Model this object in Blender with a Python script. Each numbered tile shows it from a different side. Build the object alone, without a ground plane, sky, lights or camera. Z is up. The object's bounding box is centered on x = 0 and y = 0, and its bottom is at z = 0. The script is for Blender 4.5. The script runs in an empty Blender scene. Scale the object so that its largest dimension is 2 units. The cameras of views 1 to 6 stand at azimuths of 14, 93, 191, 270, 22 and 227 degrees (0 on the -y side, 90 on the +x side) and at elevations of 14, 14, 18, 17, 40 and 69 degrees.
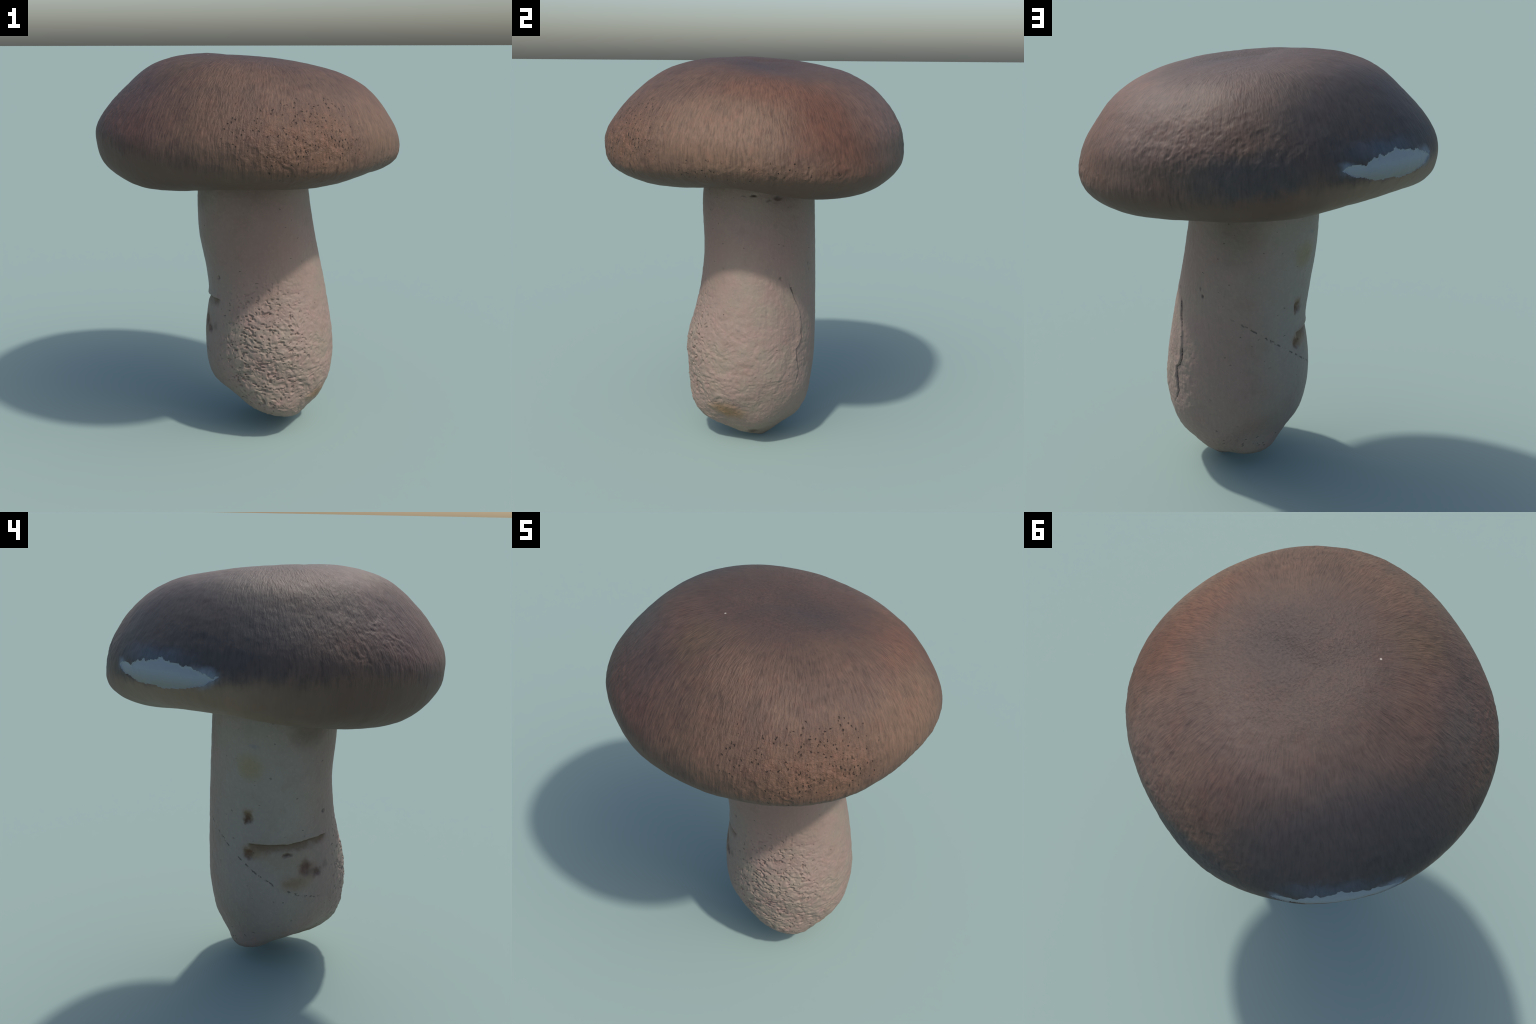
"""A stout brown-capped bolete mushroom: lofted stem, cushion-shaped cap with a
shallow crown dimple, a torn pale patch on the rim and a pale pore surface."""
import bpy, math
import numpy as np

# ----------------------------------------------------------------- profiles
# CAP: rows of an oblate polar loft round CAP_CENTRE.  Each row: polar angle in
# degrees, mean reach, then cos/sin swell of 1..5 lobes round the rim.
CAP_CENTRE = np.array([-0.02, 0.0, 1.60])
CAP_SCALE = np.array([0.66, 0.66, 0.36])
CAP = [
    (90, 1.031, 0, 0, 0, 0, 0, 0, 0, 0, 0, 0),
    (70, 1.106, -0.042, -0.032, 0.003, -0.001, -0.005, 0.002, -0.003, 0, 0, -0.003),
    (52, 1.145, -0.027, -0.019, 0.004, -0.014, 0, 0, -0.004, 0.001, 0, -0.002),
    (38, 1.130, 0.002, -0.001, 0.007, -0.022, 0.004, -0.002, -0.004, 0.003, 0.001, 0.001),
    (26, 1.124, 0.013, 0.002, 0.012, -0.024, 0, -0.002, -0.006, 0.006, 0.002, 0.002),
    (14, 1.135, 0.012, 0.003, 0.015, -0.025, -0.005, 0.001, -0.007, 0.010, 0.005, 0.001),
    (3, 1.163, 0.016, 0.004, 0.017, -0.024, -0.005, 0.006, -0.008, 0.012, 0.006, 0),
    (-8, 1.185, 0.034, 0.007, 0.015, -0.017, -0.004, 0.008, -0.006, 0.018, -0.002, 0.004),
    (-20, 1.193, 0.058, 0.014, -0.001, 0.020, -0.012, 0, -0.006, 0.027, -0.013, 0.004),
    (-35, 1.055, 0.053, 0.018, -0.030, 0.087, -0.009, -0.007, -0.012, 0.024, -0.014, 0),
    (-55, 0.729, 0.032, 0.013, -0.028, 0.079, -0.005, -0.006, -0.006, 0.010, -0.005, -0.001),
    (-90, 0.193, 0, 0, 0, 0, 0, 0, 0, 0, 0, 0),
]
# STEM: cross-sections.  Each row: height, centre x, centre y, mean radius, then
# cos/sin swell of 2..5 lobes.
STEM = [
    (0.012, 0.199, 0.034, 0.031, 0, -0.001, 0.001, 0, 0, 0, 0, 0),
    (0.05, 0.185, 0.012, 0.082, 0.011, -0.039, 0, 0, 0, 0, 0, 0),
    (0.11, 0.171, 0.002, 0.188, -0.009, -0.038, -0.002, 0.024, 0.003, -0.004, 0.008, 0.009),
    (0.2, 0.155, -0.024, 0.277, -0.011, -0.008, -0.013, 0.009, 0.012, 0.001, -0.002, 0.004),
    (0.3, 0.137, -0.026, 0.324, 0.001, 0.002, -0.004, 0, 0.003, -0.002, -0.003, -0.004),
    (0.42, 0.126, -0.025, 0.343, 0.004, 0.001, 0.001, 0.002, 0, -0.001, -0.002, 0),
    (0.55, 0.118, -0.018, 0.341, 0.003, -0.004, -0.001, 0.003, 0.001, 0, 0, 0),
    (0.7, 0.110, -0.001, 0.322, 0.003, -0.002, 0.002, 0.001, 0, -0.001, -0.001, 0),
    (0.86, 0.087, 0.013, 0.306, 0.006, 0, 0.004, -0.001, 0.002, -0.001, -0.001, -0.001),
    (1.05, 0.051, 0.015, 0.300, 0.005, 0.007, 0.002, -0.003, -0.002, 0.001, 0.001, 0),
    (1.3, 0.024, 0.011, 0.294, 0.001, -0.001, -0.001, 0.004, 0.001, -0.002, -0.001, 0.001),
    (1.5, 0.023, 0.023, 0.266, 0.001, 0, 0, 0, 0, 0, 0, 0),
]


# ------------------------------------------------------------------ helpers
def spline(keys, values, x):
    """Natural cubic spline through rows of values."""
    K, V = np.asarray(keys, float), np.asarray(values, float)
    n, h = len(K), np.diff(K)
    A, B = np.zeros((n, n)), np.zeros((n, n))
    A[0, 0] = A[-1, -1] = 1
    for i in range(1, n - 1):
        A[i, i - 1], A[i, i], A[i, i + 1] = h[i - 1], 2 * (h[i - 1] + h[i]), h[i]
        B[i, i - 1], B[i, i], B[i, i + 1] = 6 / h[i - 1], -6 / h[i - 1] - 6 / h[i], 6 / h[i]
    D = np.linalg.solve(A, B @ V)
    i = np.clip(np.searchsorted(K, x) - 1, 0, n - 2)
    t, u, H = (x - K[i])[:, None], (K[i + 1] - x)[:, None], h[i][:, None]
    return D[i] * (u**3 / (6 * H) - H * u / 6) + D[i + 1] * (t**3 / (6 * H) - H * t / 6) + V[i] * (u / H) + V[i + 1] * (t / H)


def lobes(theta, orders):
    cols = []
    for m in orders:
        cols += [np.ones_like(theta)] if m == 0 else [np.cos(m * theta), np.sin(m * theta)]
    return np.array(cols)


def hash01(ix, iy, iz, seed):
    h = (ix * 374761393 + iy * 668265263 + iz * 2147483647 + seed * 1274126177) & 0xFFFFFFFF
    h = ((h ^ (h >> 13)) * 1274126177) & 0xFFFFFFFF
    h = ((h ^ (h >> 16)) * 2246822519) & 0xFFFFFFFF
    return ((h ^ (h >> 15)) & 0xFFFFFF) / float(0xFFFFFF)


def noise(p, scale, seed=0, octaves=1):
    """Value noise in -1..1 on an (N, 3) array; scale may be one number per axis."""
    total, amp, norm = 0.0, 1.0, 0.0
    q = p * np.asarray(scale, float)
    for o in range(octaves):
        i = np.floor(q).astype(np.int64)
        f = q - i
        f = f * f * f * (f * (f * 6 - 15) + 10)
        acc = 0.0
        for dx in (0, 1):
            for dy in (0, 1):
                for dz in (0, 1):
                    w = (f[:, 0] if dx else 1 - f[:, 0]) * (f[:, 1] if dy else 1 - f[:, 1]) * (f[:, 2] if dz else 1 - f[:, 2])
                    acc = acc + w * hash01(i[:, 0] + dx, i[:, 1] + dy, i[:, 2] + dz, seed + o * 17)
        total = total + amp * (2 * acc - 1)
        norm += amp
        amp *= 0.5
        q = q * 2.03 + 11.7
    return total / norm


def smooth(x, a, b):
    t = np.clip((x - a) / (b - a), 0, 1)
    return t * t * (3 - 2 * t)


def blob(p, centre, reach, soft=1.0):
    """1 at centre, falling to 0 at the given reach (per axis)."""
    d = np.sqrt((((p - np.array(centre)) / np.asarray(reach, float)) ** 2).sum(1))
    return 1 - smooth(d, 1 - soft, 1)


def polyline_distance(p, pts):
    best = np.full(len(p), 9.0)
    for a, b in zip(pts[:-1], pts[1:]):
        a, b = np.array(a), np.array(b)
        t = np.clip(((p - a) @ (b - a)) / ((b - a) @ (b - a)), 0, 1)
        best = np.minimum(best, np.linalg.norm(p - a - t[:, None] * (b - a), axis=1))
    return best


def grid_normals(P):
    du = np.roll(P, -1, 1) - np.roll(P, 1, 1)
    dv = np.gradient(P, axis=0)
    N = np.cross(du, dv)
    return N / np.maximum(np.linalg.norm(N, axis=2, keepdims=True), 1e-12)


def grid_faces(rows, cols):
    i, j = np.meshgrid(np.arange(rows - 1), np.arange(cols), indexing="ij")
    k = (j + 1) % cols
    return np.stack([i * cols + j, i * cols + k, (i + 1) * cols + k, (i + 1) * cols + j], -1).reshape(-1, 4)


def make_mesh(name, verts, quads, normals, material, parent):
    """A smooth mesh from quads over a shared vertex array, keeping given vertex normals."""
    used = np.unique(quads)
    remap = np.zeros(len(verts), np.int64)
    remap[used] = np.arange(len(used))
    v, q, n = verts[used], remap[quads], normals[used]
    me = bpy.data.meshes.new(name)
    me.vertices.add(len(v))
    me.vertices.foreach_set("co", v.astype(np.float32).ravel())
    me.loops.add(q.size)
    me.loops.foreach_set("vertex_index", q.astype(np.int32).ravel())
    me.polygons.add(len(q))
    me.polygons.foreach_set("loop_start", np.arange(0, q.size, 4, dtype=np.int32))
    me.polygons.foreach_set("use_smooth", np.ones(len(q), dtype=bool))
    me.update(calc_edges=True)
    me.validate()
    me.normals_split_custom_set_from_vertices(n.astype(np.float32).tolist())
    me.materials.append(material)
    ob = bpy.data.objects.new(name, me)
    bpy.context.scene.collection.objects.link(ob)
    ob.parent = parent
    return ob


# ---------------------------------------------------------------- materials
class Graph:
    """Small helper that wires shader nodes from Python expressions."""

    def __init__(self, name):
        self.material = bpy.data.materials.new(name)
        self.material.use_nodes = True
        self.tree = self.material.node_tree
        self.shader = self.tree.nodes["Principled BSDF"]
        self.position = self.add("ShaderNodeTexCoord").outputs["Object"]
        s = self.add("ShaderNodeSeparateXYZ")
        self.wire(self.position, s.inputs[0])
        self.x, self.y, self.z = s.outputs

    def add(self, kind, **props):
        node = self.tree.nodes.new(kind)
        for k, v in props.items():
            setattr(node, k, v)
        return node

    def wire(self, value, socket):
        if isinstance(value, bpy.types.NodeSocket):
            self.tree.links.new(value, socket)
        elif isinstance(value, (tuple, list)) and socket.type == "RGBA":
            socket.default_value = (*value, 1.0)
        else:
            socket.default_value = value

    def math(self, op, a, b=0.0, c=0.0, clamp=False):
        node = self.add("ShaderNodeMath", operation=op, use_clamp=clamp)
        for v, s in zip((a, b, c), node.inputs):
            self.wire(v, s)
        return node.outputs[0]

    def vector(self, op, a, b=None):
        node = self.add("ShaderNodeVectorMath", operation=op)
        self.wire(a, node.inputs[0])
        if b is not None:
            self.wire(b, node.inputs[3] if op == "SCALE" else node.inputs[1])
        return node.outputs["Value"] if op in ("LENGTH", "DISTANCE", "DOT_PRODUCT") else node.outputs["Vector"]

    def combine(self, x, y, z):
        node = self.add("ShaderNodeCombineXYZ")
        for v, s in zip((x, y, z), node.inputs):
            self.wire(v, s)
        return node.outputs[0]

    def step(self, value, low, high):
        node = self.add("ShaderNodeMapRange", interpolation_type="SMOOTHSTEP")
        self.wire(value, node.inputs[0])
        node.inputs[1].default_value, node.inputs[2].default_value = min(low, high), max(low, high)
        node.inputs[3].default_value, node.inputs[4].default_value = (0, 1) if low < high else (1, 0)
        return node.outputs[0]

    def noise(self, scale, detail=2.0, rough=0.5, at=None, distort=0.0):
        node = self.add("ShaderNodeTexNoise")
        self.wire(at or self.position, node.inputs["Vector"])
        node.inputs["Scale"].default_value = scale
        node.inputs["Detail"].default_value = detail
        node.inputs["Roughness"].default_value = rough
        node.inputs["Distortion"].default_value = distort
        return node.outputs[0]

    def cells(self, scale, at=None, output="Distance"):
        node = self.add("ShaderNodeTexVoronoi")
        self.wire(at or self.position, node.inputs["Vector"])
        node.inputs["Scale"].default_value = scale
        return node.outputs["Distance"], node.outputs["Color"]

    def mix(self, factor, a, b, mode="MIX"):
        node = self.add("ShaderNodeMix", data_type="RGBA", blend_type=mode)
        self.wire(factor, node.inputs[0])
        self.wire(a, node.inputs[6])
        self.wire(b, node.inputs[7])
        return node.outputs[2]

    def blob(self, centre, reach, strength=1.0, core=0.0, warp=None):
        """Soft ellipsoid mask round a point."""
        d = self.vector("SUBTRACT", warp or self.position, centre)
        r = (reach,) * 3 if isinstance(reach, (int, float)) else reach
        d = self.vector("LENGTH", self.vector("DIVIDE", d, r))
        m = self.step(d, 1.0, core)
        return self.math("MULTIPLY", m, strength)

    def finish(self, colour, height, depth, roughness, specular=0.5):
        bump = self.add("ShaderNodeBump")
        bump.inputs["Strength"].default_value = 1.0
        bump.inputs["Distance"].default_value = depth
        self.wire(height, bump.inputs["Height"])
        self.wire(bump.outputs[0], self.shader.inputs["Normal"])
        self.wire(colour, self.shader.inputs["Base Color"])
        self.wire(roughness, self.shader.inputs["Roughness"])
        self.shader.inputs["Specular IOR Level"].default_value = specular
        return self.material


def warped(g, scale, amount):
    n = g.add("ShaderNodeTexNoise")
    g.wire(g.position, n.inputs["Vector"])
    n.inputs["Scale"].default_value = scale
    n.inputs["Detail"].default_value = 3.0
    off = g.vector("SCALE", g.vector("SUBTRACT", n.outputs["Color"], (0.5, 0.5, 0.5)), amount)
    return g.vector("ADD", g.position, off)


def make_cap_material():
    g = Graph("brown_velvet_skin")
    wob = warped(g, 6, 0.20)
    fine_wob = warped(g, 22, 0.05)
    soft_wob = warped(g, 9, 0.03)
    # fibres that run outward from the crown
    flat = g.vector("MULTIPLY", g.vector("SUBTRACT", soft_wob, (0.08, 0.03, 0)), (1, 1, 0))
    ray = g.vector("NORMALIZE", flat)
    r = g.vector("LENGTH", flat)
    s = g.add("ShaderNodeSeparateXYZ")
    g.wire(ray, s.inputs[0])
    along = g.math("SUBTRACT", r, g.z)
    fibre_at = g.combine(g.math("MULTIPLY", s.outputs[0], 66), g.math("MULTIPLY", s.outputs[1], 66), g.math("MULTIPLY", along, 15))
    fibre_fine = g.noise(1.0, 3, 0.62, at=fibre_at)
    fibre = g.math("ADD", g.math("MULTIPLY", fibre_fine, 0.7), g.math("MULTIPLY", g.noise(24, 4, 0.6, at=fine_wob), 0.3))
    grain = g.noise(85, 3, 0.6)
    outward = g.step(r, 0.16, 0.50)
    streak = g.math("ADD", g.math("MULTIPLY", fibre, outward), g.math("MULTIPLY", g.math("ADD", g.math("MULTIPLY", grain, 0.6), 0.2), g.math("SUBTRACT", 1.0, outward)))
    patch = g.noise(5, 4, 0.55)
    patch2 = g.noise(13, 3, 0.55, at=fine_wob)

    c = g.mix(g.step(patch, 0.38, 0.62), (0.093, 0.057, 0.042), (0.114, 0.069, 0.048))
    c = g.mix(g.blob((0.74, -0.12, 1.64), (0.42, 0.52, 0.34), 0.9, 0.15, wob), c, (0.153, 0.092, 0.061))
    c = g.mix(g.blob((0.42, -0.62, 1.60), (0.45, 0.4, 0.30), 0.6, 0.1, wob), c, (0.152, 0.078, 0.047))
    c = g.mix(g.blob((0.60, 0.40, 1.68), (0.40, 0.40, 0.36), 0.8, 0.15, wob), c, (0.106, 0.047, 0.029))
    c = g.mix(g.blob((0.55, 0.12, 1.86), (0.26, 0.46, 0.15), 0.55, 0.0, wob), c, (0.130, 0.058, 0.036))
    c = g.mix(g.blob((-0.45, -0.60, 1.66), (0.45, 0.35, 0.26), 0.7, 0.1, wob), c, (0.090, 0.046, 0.038))
    c = g.mix(g.blob((0.30, 0.62, 1.74), (0.48, 0.40, 0.34), 0.75, 0.1, wob), c, (0.138, 0.090, 0.072))
    # the hollow crown is dark, with an ochre streak beside it
    c = g.mix(g.blob((0.02, 0.00, 1.99), (0.62, 0.60, 0.26), 0.85, 0.30, wob), c, (0.066, 0.044, 0.036))
    c = g.mix(g.blob((-0.42, -0.40, 1.84), (0.42, 0.40, 0.26), 0.75, 0.1, wob), c, (0.078, 0.050, 0.045))
    c = g.mix(g.blob((0.05, 0.45, 1.90), (0.45, 0.30, 0.16), 0.65, 0.0, wob), c, (0.088, 0.062, 0.053))
    c = g.mix(g.blob((-0.20, -0.37, 1.94), 0.2, 0.5, 0.0, wob), c, (0.098, 0.066, 0.038))
    c = g.mix(g.blob((0.16, 0.02, 1.94), (0.30, 0.20, 0.12), 0.6, 0.0, wob), c, (0.050, 0.038, 0.035))
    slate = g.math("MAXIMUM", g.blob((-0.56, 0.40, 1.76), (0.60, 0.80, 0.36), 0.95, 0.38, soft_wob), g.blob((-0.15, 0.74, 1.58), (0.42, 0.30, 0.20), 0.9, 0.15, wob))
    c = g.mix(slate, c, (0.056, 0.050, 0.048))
    c = g.mix(g.blob((-0.50, -0.22, 1.86), (0.28, 0.26, 0.14), 0.6, 0.0, fine_wob), c, (0.105, 0.082, 0.070))
    # pore surface below the rim, palest beside the torn patch
    edge = g.math("ADD", 1.488, g.math("MULTIPLY", g.math("MINIMUM", g.x, 0.12), -0.15))
    edge = g.math("ADD", edge, g.math("MULTIPLY", g.math("SUBTRACT", patch2, 0.5), 0.10))
    under = g.step(g.math("SUBTRACT", edge, g.z), -0.03, 0.035)
    pores = g.mix(g.blob((-0.55, 0.32, 1.50), (0.58, 0.66, 0.36), 1.0, 0.2, wob), (0.108, 0.065, 0.046), (0.196, 0.138, 0.096))
    c = g.mix(under, c, pores)
    # bluish bloom above the tear
    c = g.mix(g.blob((-0.60, 0.50, 1.670), (0.24, 0.28, 0.060), 0.7, 0.0, fine_wob), c, (0.085, 0.108, 0.140))
    c = g.mix(g.blob((-0.725, 0.295, 1.615), (0.07, 0.095, 0.055), 0.9, 0.2, fine_wob), c, (0.165, 0.205, 0.250))
    c = g.mix(g.blob((-0.470, 0.640, 1.610), (0.06, 0.055, 0.040), 0.8, 0.1, fine_wob), c, (0.150, 0.190, 0.240))
    # fibres: light and dark, redder and duller
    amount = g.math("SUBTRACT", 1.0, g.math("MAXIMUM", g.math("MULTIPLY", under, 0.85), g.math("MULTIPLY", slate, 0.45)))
    c = g.mix(g.math("MULTIPLY", g.step(streak, 0.44, 0.70), amount), c, g.mix(1.0, c, (1.34, 1.28, 1.26), "MULTIPLY"))
    c = g.mix(g.math("MULTIPLY", g.step(streak, 0.52, 0.30), amount), c, g.mix(1.0, c, (0.66, 0.64, 0.66), "MULTIPLY"))
    c = g.mix(g.math("MULTIPLY", g.step(patch2, 0.50, 0.66), 0.30), c, g.mix(1.0, c, (1.14, 0.94, 0.92), "MULTIPLY"))
    # dark pits, crowded on the weathered front
    worn = g.blob((0.42, -0.62, 1.65), (0.54, 0.38, 0.25), 1.0, 0.2, wob)
    side = g.blob((0.66, 0.02, 1.50), (0.40, 0.75, 0.09), 0.5, 0.0)
    worn = g.math("MAXIMUM", worn, side)
    pit_at = g.vector("MULTIPLY", warped(g, 60, 0.022), (1, 1, 0.55))
    near, tint = g.cells(72, at=pit_at)
    sep = g.add("ShaderNodeSeparateColor")
    g.wire(tint, sep.inputs[0])
    clump = g.step(g.noise(11, 2, 0.5), 0.36, 0.58)
    chosen = g.step(g.math("ADD", sep.outputs[0], g.math("MULTIPLY", g.math("MULTIPLY", worn, clump), 1.0)), 0.93, 1.05)
    pit = g.math("MULTIPLY", g.step(near, 0.30, 0.10), chosen)
    pit = g.math("MULTIPLY", pit, g.step(worn, 0.05, 0.3))
    c = g.mix(g.math("MULTIPLY", pit, 0.88), c, (0.028, 0.020, 0.015))
    c = g.mix(g.blob((-0.149, -0.193, 1.99), 0.006, 0.9, 0.4), c, (0.5, 0.45, 0.38))
    crust = g.noise(95, 3, 0.6, at=fine_wob)
    height = g.math("ADD", g.math("MULTIPLY", g.math("MULTIPLY", streak, g.math("MULTIPLY", amount, g.step(g.y, 0.75, -0.25))), 1.05), g.math("MULTIPLY", g.math("MULTIPLY", streak, amount), 0.55))
    height = g.math("ADD", height, g.math("MULTIPLY", g.math("MULTIPLY", crust, worn), 1.5))
    height = g.math("SUBTRACT", height, g.math("MULTIPLY", pit, 1.3))
    return g.finish(c, height, 0.0046, 0.60, 0.32)


def make_stem_material():
    g = Graph("pinkish_grey_stem_skin")
    wob = warped(g, 9, 0.07)
    fine_wob = warped(g, 34, 0.03)
    patch = g.noise(7, 4, 0.55)
    patch2 = g.noise(19, 3, 0.55, at=wob)
    grain = g.noise(60, 3, 0.6)
    c = g.mix(g.step(patch, 0.40, 0.62), (0.262, 0.186, 0.152), (0.250, 0.196, 0.152))
    c = g.mix(g.math("MULTIPLY", g.step(patch2, 0.50, 0.70), 0.45), c, (0.285, 0.180, 0.155))
    c = g.mix(g.math("MULTIPLY", g.step(patch2, 0.46, 0.28), 0.45), c, (0.200, 0.160, 0.132))
    c = g.mix(g.blob((-0.26, 0.10, 0.78), (0.32, 0.40, 0.95), 0.9, 0.35, wob), c, (0.282, 0.242, 0.204))
    c = g.mix(g.blob((0.12, 0.34, 0.55), (0.30, 0.26, 0.75), 0.5, 0.1, wob), c, (0.250, 0.155, 0.132))
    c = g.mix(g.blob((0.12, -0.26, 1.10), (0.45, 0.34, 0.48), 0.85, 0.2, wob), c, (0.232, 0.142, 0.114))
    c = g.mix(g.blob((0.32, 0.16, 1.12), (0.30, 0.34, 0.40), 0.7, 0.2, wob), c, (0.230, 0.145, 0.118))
    # brown stains where the stem meets the cap
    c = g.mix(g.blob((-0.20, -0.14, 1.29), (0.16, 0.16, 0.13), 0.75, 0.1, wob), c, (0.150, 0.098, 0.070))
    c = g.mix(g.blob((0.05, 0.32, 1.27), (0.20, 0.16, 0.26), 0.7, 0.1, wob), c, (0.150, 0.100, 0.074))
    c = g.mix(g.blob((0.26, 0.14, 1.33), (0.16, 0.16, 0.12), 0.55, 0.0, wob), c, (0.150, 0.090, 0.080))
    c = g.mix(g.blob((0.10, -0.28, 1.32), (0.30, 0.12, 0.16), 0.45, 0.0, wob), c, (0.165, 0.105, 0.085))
    c = g.mix(g.math("MULTIPLY", g.step(g.noise(12, 4, 0.6), 0.52, 0.70), 0.35), c, g.mix(1.0, c, (0.84, 0.78, 0.74), "MULTIPLY"))
    # bruises
    c = g.mix(g.blob((-0.24, 0.13, 1.107), (0.08, 0.10, 0.095), 0.75, 0.25, fine_wob), c, (0.255, 0.200, 0.110))
    c = g.mix(g.blob((-0.25, 0.10, 1.217), (0.03, 0.045, 0.016), 0.6, 0.0, fine_wob), c, (0.14, 0.145, 0.17))
    c = g.mix(g.blob((-0.20, -0.07, 0.66), (0.12, 0.24, 0.14), 0.55, 0.1, wob), c, (0.245, 0.185, 0.115))
    c = g.mix(g.blob((-0.21, -0.11, 0.53), (0.08, 0.13, 0.07), 0.65, 0.1, wob), c, (0.235, 0.160, 0.095))
    c = g.mix(g.blob((0.415, -0.13, 0.215), (0.10, 0.14, 0.075), 0.85, 0.1, wob), c, (0.270, 0.150, 0.066))
    c = g.mix(g.blob((0.02, -0.15, 0.17), (0.10, 0.15, 0.09), 0.75, 0.1, wob), c, (0.210, 0.125, 0.072))
    c = g.mix(g.blob((0.16, -0.10, 0.075), (0.20, 0.14, 0.05), 0.75, 0.2, wob), c, (0.150, 0.105, 0.070))
    c = g.mix(g.blob((0.30, 0.00, 0.06), (0.06, 0.05, 0.04), 0.8, 0.2, fine_wob), c, (0.085, 0.055, 0.038))
    # slug bites and the healed slash, rusty and ragged
    rag = warped(g, 26, 0.055)
    for at, reach, k, col in (
        ((-0.185, 0.125, 0.872), (0.06, 0.040, 0.055), 0.80, (0.180, 0.110, 0.054)),
        ((-0.185, 0.125, 0.846), (0.05, 0.034, 0.030), 0.92, (0.085, 0.038, 0.018)),
        ((-0.195, 0.090, 0.690), (0.08, 0.085, 0.055), 0.70, (0.200, 0.125, 0.060)),
        ((-0.195, 0.122, 0.674), (0.05, 0.040, 0.036), 0.90, (0.105, 0.046, 0.018)),
        ((-0.208, -0.063, 0.672), (0.04, 0.036, 0.016), 0.95, (0.070, 0.038, 0.028)),
        ((-0.180, -0.165, 0.585), (0.09, 0.085, 0.070), 0.60, (0.190, 0.110, 0.066)),
        ((-0.188, -0.149, 0.605), (0.05, 0.045, 0.060), 0.90, (0.105, 0.050, 0.034)),
        ((-0.155, -0.205, 0.575), (0.05, 0.045, 0.030), 0.85, (0.095, 0.052, 0.038)),
        ((-0.110, -0.240, 0.590), (0.03, 0.030, 0.040), 0.60, (0.120, 0.080, 0.060)),
        ((-0.20, -0.09, 0.535), (0.06, 0.080, 0.040), 0.60, (0.185, 0.110, 0.060)),
    ):
        c = g.mix(g.blob(at, reach, k, 0.2, rag), c, col)
    lip = g.math("ADD", 0.728, g.math("MULTIPLY", g.math("MAXIMUM", g.math("SUBTRACT", -0.05, g.y), 0.0), 0.10))
    below = g.math("SUBTRACT", lip, g.z)
    across = g.math("MULTIPLY", g.step(g.y, -0.255, -0.225), g.step(g.y, 0.135, 0.10))
    across = g.math("MULTIPLY", across, g.step(g.x, 0.02, -0.02))
    ragged = g.math("ADD", below, g.math("MULTIPLY", g.math("SUBTRACT", g.noise(22, 3, 0.6), 0.5), 0.06))
    band = g.math("MULTIPLY", g.math("MULTIPLY", g.step(below, 0.000, 0.004), g.step(ragged, 0.052, 0.010)), across)
    c = g.mix(g.math("MULTIPLY", band, 0.85), c, (0.135, 0.078, 0.036))
    gash = g.math("MULTIPLY", g.math("MULTIPLY", g.step(below, 0.000, 0.004), g.step(below, 0.014, 0.005)), across)
    c = g.mix(g.math("MULTIPLY", gash, 0.55), c, (0.060, 0.034, 0.018))
    # a dotted scratch that circles the stem in a tilted plane
    plane = g.math("ADD", 0.6396, g.math("ADD", g.math("MULTIPLY", g.x, 0.481), g.math("MULTIPLY", g.y, 0.55)))
    off = g.math("ABSOLUTE", g.math("SUBTRACT", g.math("SUBTRACT", g.z, plane), g.math("MULTIPLY", g.math("SUBTRACT", grain, 0.5), 0.02)))
    dots = g.noise(52, 2, 0.6)
    scratch = g.math("MULTIPLY", g.step(off, 0.006, 0.001), g.step(dots, 0.51, 0.58))
    back = g.math("MULTIPLY", g.step(g.math("SUBTRACT", g.y, g.x), 0.20, 0.34), g.step(g.y, -0.24, -0.16))
    back2 = g.math("MULTIPLY", g.step(g.x, -0.05, -0.10), g.step(g.y, -0.25, -0.18))
    scratch = g.math("MULTIPLY", scratch, g.math("MAXIMUM", back, back2))
    c = g.mix(g.math("MULTIPLY", scratch, 0.72), c, (0.060, 0.054, 0.045))
    # dark pinholes and crumbs
    for at, reach, k in (
        ((0.333, -0.160, 0.953), (0.013, 0.013, 0.020), 0.85), ((-0.097, -0.224, 0.862), (0.012, 0.012, 0.017), 0.8),
        ((0.204, 0.272, 0.930), (0.013, 0.012, 0.022), 0.85), ((0.212, 0.272, 0.965), (0.012, 0.010, 0.02), 0.6), ((0.353, 0.139, 0.916), (0.010, 0.010, 0.010), 0.7),
        ((0.310, 0.001, 1.322), (0.02, 0.022, 0.010), 0.8), ((0.301, 0.121, 1.312), (0.03, 0.035, 0.014), 0.8),
        ((0.305, 0.075, 1.300), (0.02, 0.02, 0.008), 0.6), ((0.31, -0.05, 1.318), (0.02, 0.03, 0.006), 0.5),
    ):
        c = g.mix(g.blob(at, reach, k, 0.2, fine_wob), c, (0.060, 0.040, 0.036))
    near, tint = g.cells(40, at=g.vector("MULTIPLY", fine_wob, (1, 1, 1.9)))
    sep = g.add("ShaderNodeSeparateColor")
    g.wire(tint, sep.inputs[0])
    low = g.blob((0.20, 0.22, 0.13), (0.40, 0.25, 0.20), 0.4, 0.1)
    front = g.blob((0.18, -0.36, 0.52), (0.30, 0.28, 0.56), 0.60, 0.2)
    nick = g.math("MULTIPLY", g.step(near, 0.24, 0.08), g.step(g.math("ADD", sep.outputs[0], g.math("MAXIMUM", low, front)), 0.93, 1.0))
    c = g.mix(g.math("MULTIPLY", nick, 0.55), c, (0.085, 0.070, 0.060))
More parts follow.
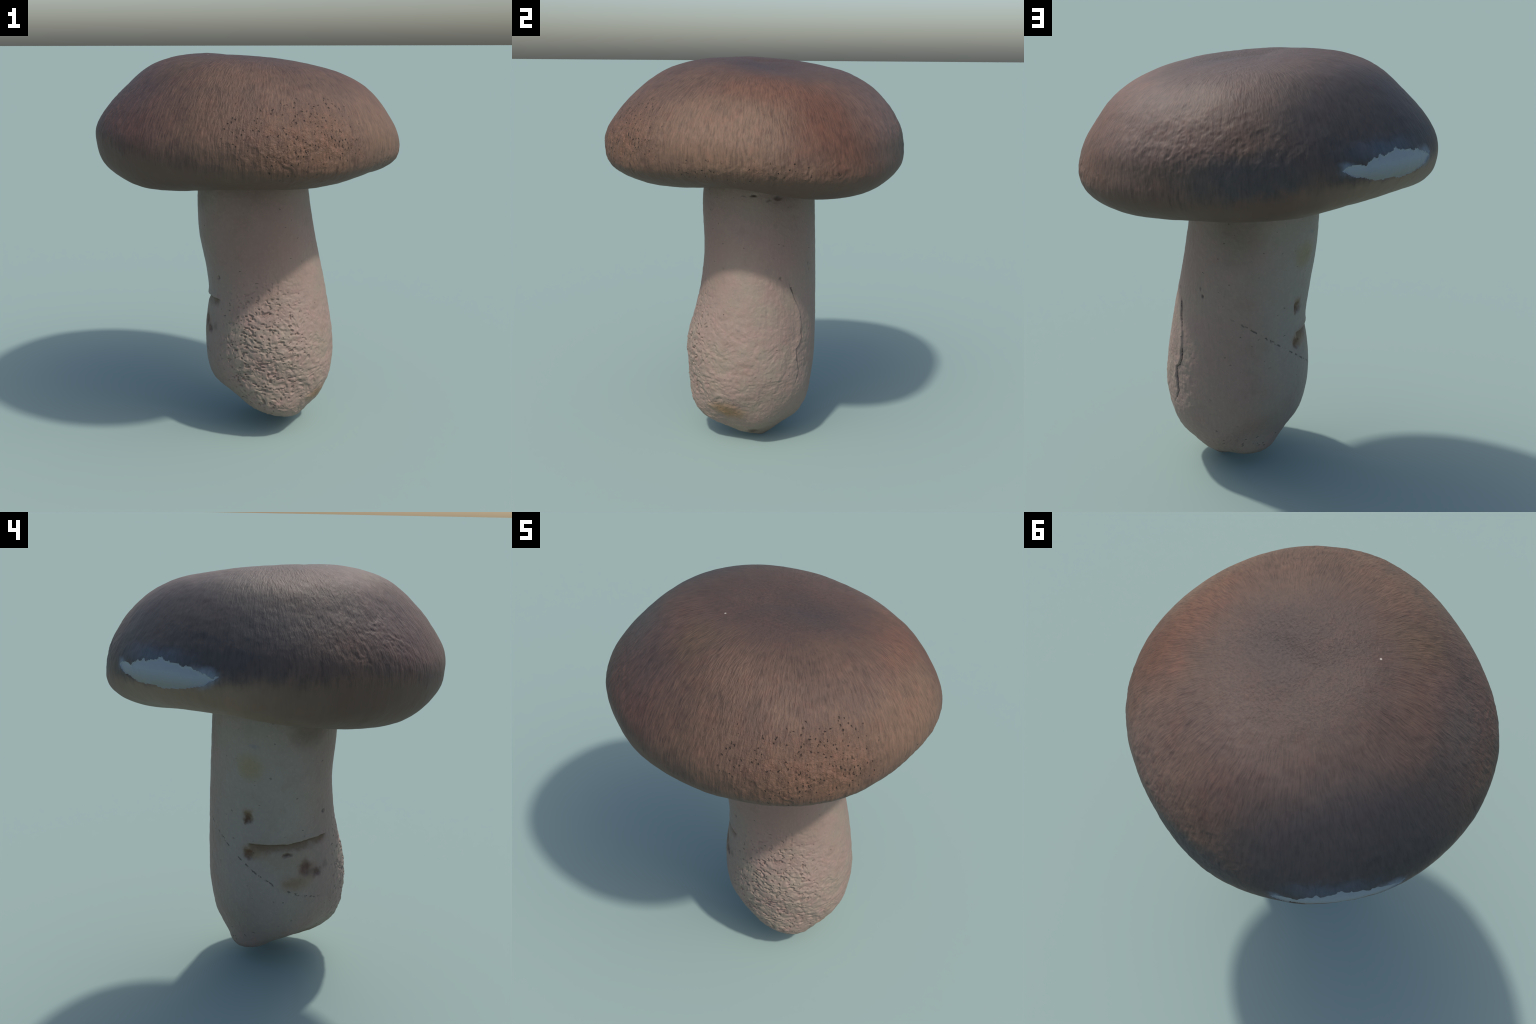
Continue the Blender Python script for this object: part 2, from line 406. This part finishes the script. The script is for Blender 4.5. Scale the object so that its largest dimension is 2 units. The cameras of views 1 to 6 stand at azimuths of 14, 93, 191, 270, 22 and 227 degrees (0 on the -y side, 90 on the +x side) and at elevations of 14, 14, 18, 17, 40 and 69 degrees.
    c = g.mix(g.step(grain, 0.45, 0.7), c, g.mix(1.0, c, (1.08, 1.07, 1.06), "MULTIPLY"))
    fibre = g.noise(1.0, 2, 0.5, at=g.vector("MULTIPLY", g.position, (70, 70, 9)))
    height = g.math("ADD", g.math("MULTIPLY", grain, 0.45), g.math("MULTIPLY", fibre, 0.25))
    height = g.math("SUBTRACT", height, g.math("ADD", nick, g.math("MULTIPLY", scratch, 0.6)))
    return g.finish(c, height, 0.006, 0.62, 0.45)


def make_torn_material():
    g = Graph("pale_torn_flesh")
    patch = g.noise(16, 3, 0.55)
    c = g.mix(g.step(g.z, 1.56, 1.62), (0.215, 0.220, 0.200), (0.255, 0.290, 0.320))
    c = g.mix(g.math("MULTIPLY", g.step(patch, 0.52, 0.66), 0.25), c, (0.20, 0.24, 0.29))
    return g.finish(c, g.noise(40, 3, 0.5), 0.003, 0.55)


def make_crack_material():
    g = Graph("dark_crack_lining")
    c = g.mix(g.noise(30, 2), (0.070, 0.052, 0.046), (0.150, 0.110, 0.095))
    return g.finish(c, g.noise(60, 2), 0.002, 0.75, 0.3)


cap_material = make_cap_material()
stem_material = make_stem_material()
torn_material = make_torn_material()
crack_material = make_crack_material()


mushroom = bpy.data.objects.new("mushroom", None)
bpy.context.scene.collection.objects.link(mushroom)
mushroom["label"] = "stout brown-capped mushroom with thick pinkish-grey stem"
mushroom["category"] = "mushroom"

# ---------------------------------------------------------------------- cap
rows, cols = 400, 1120
phi = np.radians(np.linspace(90, -90, rows))
phi[0] -= 1e-4
phi[-1] += 1e-4
theta = np.linspace(0, 2 * np.pi, cols, endpoint=False)
table = np.array(CAP, float)[::-1]
reach = spline(np.radians(table[:, 0]), table[:, 1:], phi) @ lobes(theta, range(6))
direction = np.stack([np.cos(phi)[:, None] * np.cos(theta), np.cos(phi)[:, None] * np.sin(theta), np.sin(phi)[:, None] + 0 * theta], -1)
P = CAP_CENTRE + direction * CAP_SCALE * reach[..., None]
N = grid_normals(P)
if (N * direction).sum() < 0:
    N = -N
p = P.reshape(-1, 3).copy()
# broad dents and swells: the crown sinks off-centre, one shoulder is flatter,
# the lip hangs lower on two sides
p[:, 2] -= 0.022 * blob(p, (0.24, 0.20, 1.94), (0.40, 0.36, 0.30), 1.0)
p[:, 2] -= 0.016 * blob(p, (-0.42, -0.46, 1.84), (0.34, 0.34, 0.26), 1.0)
p[:, 2] -= 0.014 * blob(p, (-0.38, -0.50, 1.38), (0.40, 0.36, 0.14), 1.0)
p[:, 2] -= 0.012 * blob(p, (0.45, -0.40, 1.36), (0.36, 0.36, 0.14), 1.0)
N = grid_normals(p.reshape(rows, cols, 3))
if (N * direction).sum() < 0:
    N = -N
n = N.reshape(-1, 3)

# wrinkles and warts: crowded on the back flank and the weathered front
wart = noise(p + 0.02 * noise(p, 20, 5)[:, None], (52, 52, 40), 1, 2)
pucker = 1 - np.abs(noise(p, (40, 40, 26), 2, 2)) * 2
spread = 0.5 * noise(p, 5, 50, 3)
back = np.maximum(blob(p, (0.10, 0.72, 1.66), (0.75, 0.42, 0.26), 1.0), blob(p, (-0.58, -0.42, 1.76), (0.36, 0.42, 0.26), 1.0))
back = np.clip(back * (1 + 1.6 * spread) , 0, 1)
front = np.maximum(blob(p, (0.42, -0.60, 1.58), (0.60, 0.42, 0.22), 0.8), 0.8 * blob(p, (0.70, 0.15, 1.50), (0.4, 0.8, 0.11), 0.8))
crown = blob(p, (0.10, 0.38, 1.92), (0.32, 0.22, 0.15), 0.9)
relief = 0.0026 * back * wart + 0.0014 * back * np.clip(pucker, 0, 1) + 0.0042 * front * wart + 0.0012 * crown * wart
relief += 0.0010 * noise(p, 30, 3, 2) + 0.003 * noise(p, 7, 9, 2)
relief -= 0.006 * blob(p, (0.12, 0.03, 1.955), (0.14, 0.08, 0.2), 1.0)

# the torn patch on the rim: lower and upper edge of the tear by azimuth
azimuth = np.degrees(np.arctan2(p[:, 1], p[:, 0]))
low_edge = np.interp(azimuth, (124, 128, 137, 147, 154, 158, 163), (1.605, 1.583, 1.557, 1.553, 1.566, 1.582, 1.625))
high_edge = np.interp(azimuth, (124, 128, 132, 135, 140, 145, 148, 151, 156, 159, 163), (1.61, 1.622, 1.628, 1.648, 1.655, 1.667, 1.660, 1.648, 1.636, 1.622, 1.615))
high_edge += 0.016 * noise(p, (45, 45, 12), 21, 3)
low_edge += 0.009 * noise(p, (24, 24, 6), 22, 3)
torn = np.minimum(p[:, 2] - low_edge, high_edge - p[:, 2])
torn[(azimuth < 123) | (azimuth > 164)] = -1
relief -= 0.005 * smooth(torn, -0.002, 0.006)
relief -= 0.004 * smooth(-np.abs(p[:, 2] - low_edge), -0.006, 0) * smooth(noise(p, (18, 18, 0.01), 23), 0.0, 0.4) * ((azimuth > 130) & (azimuth < 158))

P = p + n * relief[:, None]
N = grid_normals(P.reshape(rows, cols, 3)).reshape(-1, 3)
if (N * n).sum() < 0:
    N = -N
N[:cols], N[-cols:] = N[cols:2 * cols].mean(0), N[-2 * cols:-cols].mean(0)
quads = grid_faces(rows, cols)[:, ::-1]
middle = P[quads].mean(1)
is_torn = torn[quads].mean(1) > 0
is_under = (np.repeat(np.arange(rows - 1), cols) > rows * 0.645) & ~is_torn
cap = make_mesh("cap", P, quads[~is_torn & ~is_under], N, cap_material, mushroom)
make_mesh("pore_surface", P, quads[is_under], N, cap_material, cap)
make_mesh("torn_flesh", P, quads[is_torn], N, torn_material, cap)

# --------------------------------------------------------------------- stem
cols = 720
z = np.r_[np.linspace(0.012, 0.12, 70), np.linspace(0.12, 1.5, 430)[1:]]
rows = len(z)
theta = np.linspace(0, 2 * np.pi, cols, endpoint=False)
table = np.array(STEM, float)
section = spline(table[:, 0], table[:, 1:], z)
radius = section[:, 2:] @ lobes(theta, (0, 2, 3, 4, 5))
P = np.stack([section[:, :1] + radius * np.cos(theta), section[:, 1:2] + radius * np.sin(theta), z[:, None] + 0 * radius], -1)
# the foot tapers without hollows: each meridian follows its outer envelope
axis = np.array([0.19, 0.035])
low = int(np.searchsorted(z, 0.34))
arm = P[:low, :, :2] - axis
length = np.linalg.norm(arm, axis=2)
best = length.copy()
for i in range(0, low, 3):
    for j in range(i + 6, low, 3):
        k = np.arange(i + 1, j)
        w = ((z[k] - z[i]) / (z[j] - z[i]))[:, None]
        best[k] = np.maximum(best[k], length[i] * (1 - w) + length[j] * w)
P[:low, :, :2] = axis + arm * (best / np.maximum(length, 1e-6))[..., None]
for _ in range(40):
    P[1:low - 1] = 0.5 * P[1:low - 1] + 0.25 * (P[:low - 2] + P[2:low])
N = grid_normals(P)
out = np.stack([np.cos(theta), np.sin(theta), 0 * theta], -1)
if (N * out).sum() < 0:
    N = -N
p, n = P.reshape(-1, 3), N.reshape(-1, 3)

# the neck leans to one side, the foot is fuller behind
swell = 0.013 * blob(p, (0.24, -0.24, 1.10), (0.22, 0.22, 0.36), 1.0) - 0.012 * blob(p, (-0.12, 0.25, 1.12), (0.22, 0.22, 0.36), 1.0)
swell += 0.018 * blob(p, (0.02, 0.17, 0.13), (0.17, 0.17, 0.12), 1.0) + 0.012 * blob(p, (0.14, 0.22, 0.11), (0.14, 0.12, 0.09), 1.0)
swell -= 0.030 * blob(p, (0.075, 0.105, 0.035), (0.09, 0.09, 0.06), 1.0)
p = p + swell[:, None] * n
N = grid_normals(p.reshape(rows, cols, 3))
if (N * out).sum() < 0:
    N = -N
n = N.reshape(-1, 3)

# pebbled skin on the sunny lower half, nearly smooth on the far side
bend = p + 0.02 * np.stack([noise(p, 14, s) for s in (31, 32, 33)], -1)
skin_edge = 0.25 * noise(p, 7, 48, 2)
pebble = noise(bend, (30, 30, 46), 34, 2)
dimple = np.clip(noise(bend, (46, 46, 74), 35, 2) - 0.22, 0, 0.35)
dent = np.clip(noise(bend, (62, 62, 105), 38, 1) - 0.42, 0, 0.3)
rough = np.maximum(blob(p, (0.28, -0.34, 0.40), (0.50, 0.55, 0.62), 0.75), 0.45 * blob(p, (0.45, 0.10, 0.45), (0.4, 0.5, 0.5), 0.8))
rough = np.maximum(rough, 0.22 * blob(p, (0.2, 0.3, 0.2), (0.5, 0.4, 0.3), 0.8))
nicked = np.clip(blob(p, (0.16, -0.38, 0.50), (0.36, 0.34, 0.58), 0.7) + skin_edge * 0.6, 0, 1) * blob(p, (0.2, -0.38, 0.5), (0.5, 0.45, 0.62), 0.4)
relief = 0.0055 * rough * pebble - 0.014 * (0.35 * rough + 0.65 * nicked) * dimple - 0.030 * (0.2 * rough + 0.8 * nicked) * dent
relief += 0.0016 * noise(p, 9, 36, 3) + 0.0012 * noise(p, (60, 60, 40), 37, 2)
# a long crack with a raised lip on the right flank
CRACK = [(35, 0.885), (42, 0.80), (47, 0.74), (50, 0.665), (51.5, 0.60), (49, 0.565), (45, 0.548), (47.5, 0.485), (49.5, 0.43), (45, 0.36)]
wiggle = p + 0.008 * np.stack([noise(p, 26, s) for s in (41, 42, 43)], -1)
turn = np.degrees(np.tile(theta, rows)) + 1.8 * noise(p, (1, 1, 22), 47, 2)
unrolled = np.stack([np.radians(turn) * 0.33, p[:, 2], 0 * turn], -1)
d = polyline_distance(unrolled, [(math.radians(az) * 0.33, h, 0.0) for az, h in CRACK])
taper = smooth(p[:, 2], 0.33, 0.5) * (1 - smooth(p[:, 2], 0.80, 0.90))
left = smooth(np.interp(p[:, 2], [h for _, h in CRACK][::-1], [az for az, _ in CRACK][::-1]) - turn, -1.0, 1.0)
relief += taper * (0.006 * left * (1 - smooth(d, 0.0, 0.045)) - 0.014 * (0.65 + 0.7 * noise(p, 16, 49)) * (1 - smooth(d, 0.0, 0.0075)))
# folds of skin round the crack
relief += 0.004 * blob(p, (0.30, 0.28, 0.58), (0.10, 0.10, 0.22), 1.0) * noise(p, 34, 44, 2)
# slash scar: a ledge, the flesh sinks below its lip
lip = 0.728 + 0.10 * np.maximum(-0.05 - p[:, 1], 0)
below = lip - p[:, 2] + 0.003 * noise(p, 30, 45)
across = smooth(p[:, 1], -0.25, -0.22) * (1 - smooth(p[:, 1], 0.10, 0.125)) * (p[:, 0] < 0.0)
relief -= 0.013 * across * smooth(below, -0.002, 0.003) * (1 - smooth(below, 0.004, 0.055))
relief += 0.003 * across * smooth(-below, -0.002, 0.002) * (1 - smooth(-below, 0.004, 0.03))
# slug bites, pinholes
for at, reach, depth in (
    ((-0.185, 0.125, 0.855), (0.06, 0.034, 0.040), 0.014), ((-0.195, 0.122, 0.672), (0.05, 0.034, 0.030), 0.010),
    ((-0.208, -0.063, 0.672), (0.05, 0.026, 0.014), 0.008), ((-0.188, -0.149, 0.600), (0.05, 0.036, 0.045), 0.009),
    ((-0.155, -0.205, 0.570), (0.04, 0.030, 0.020), 0.008), ((-0.24, 0.115, 1.11), (0.05, 0.03, 0.02), 0.004),
    ((0.333, -0.160, 0.953), (0.016, 0.016, 0.020), 0.007), ((-0.097, -0.224, 0.862), (0.016, 0.016, 0.018), 0.007),
    ((0.204, 0.272, 0.930), (0.016, 0.016, 0.022), 0.008), ((0.353, 0.139, 0.916), (0.014, 0.014, 0.012), 0.005),
    ((0.310, 0.001, 1.322), (0.03, 0.025, 0.010), 0.006), ((0.301, 0.121, 1.312), (0.03, 0.035, 0.014), 0.006),
):
    relief -= depth * blob(wiggle, at, reach, 0.8)
# earthy cut edge at the foot
relief -= 0.006 * blob(p, (0.11, -0.02, 0.06), (0.16, 0.12, 0.05), 0.8) * (0.6 + 0.8 * noise(p, 24, 46, 2))

P = (p + n * relief[:, None]).reshape(rows, cols, 3)
P[..., 2] = np.maximum(P[..., 2], 0.004)
N = grid_normals(P)
if (N * out).sum() < 0:
    N = -N
# close the foot with a shallow cone of rings
foot = P[0].mean(0) + np.array([0, 0, -0.006])
rings = np.stack([foot + (P[0] - foot) * t for t in (0.002, 0.3, 0.6, 0.85)])
P = np.vstack([rings, P])
N = grid_normals(P)
if (N[10:] * out).sum() < 0:
    N = -N
N[0] = (0, 0, -1)
quads = grid_faces(len(P), cols)
in_crack = np.concatenate([np.zeros(4 * cols, bool), (d < 0.0036 + 0.003 * noise(p, 16, 49)) & (taper > 0.25)])
is_crack = in_crack[quads].mean(1) > 0.5
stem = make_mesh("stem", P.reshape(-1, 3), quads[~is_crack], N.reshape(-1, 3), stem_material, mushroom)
make_mesh("crack", P.reshape(-1, 3), quads[is_crack], N.reshape(-1, 3), crack_material, stem)
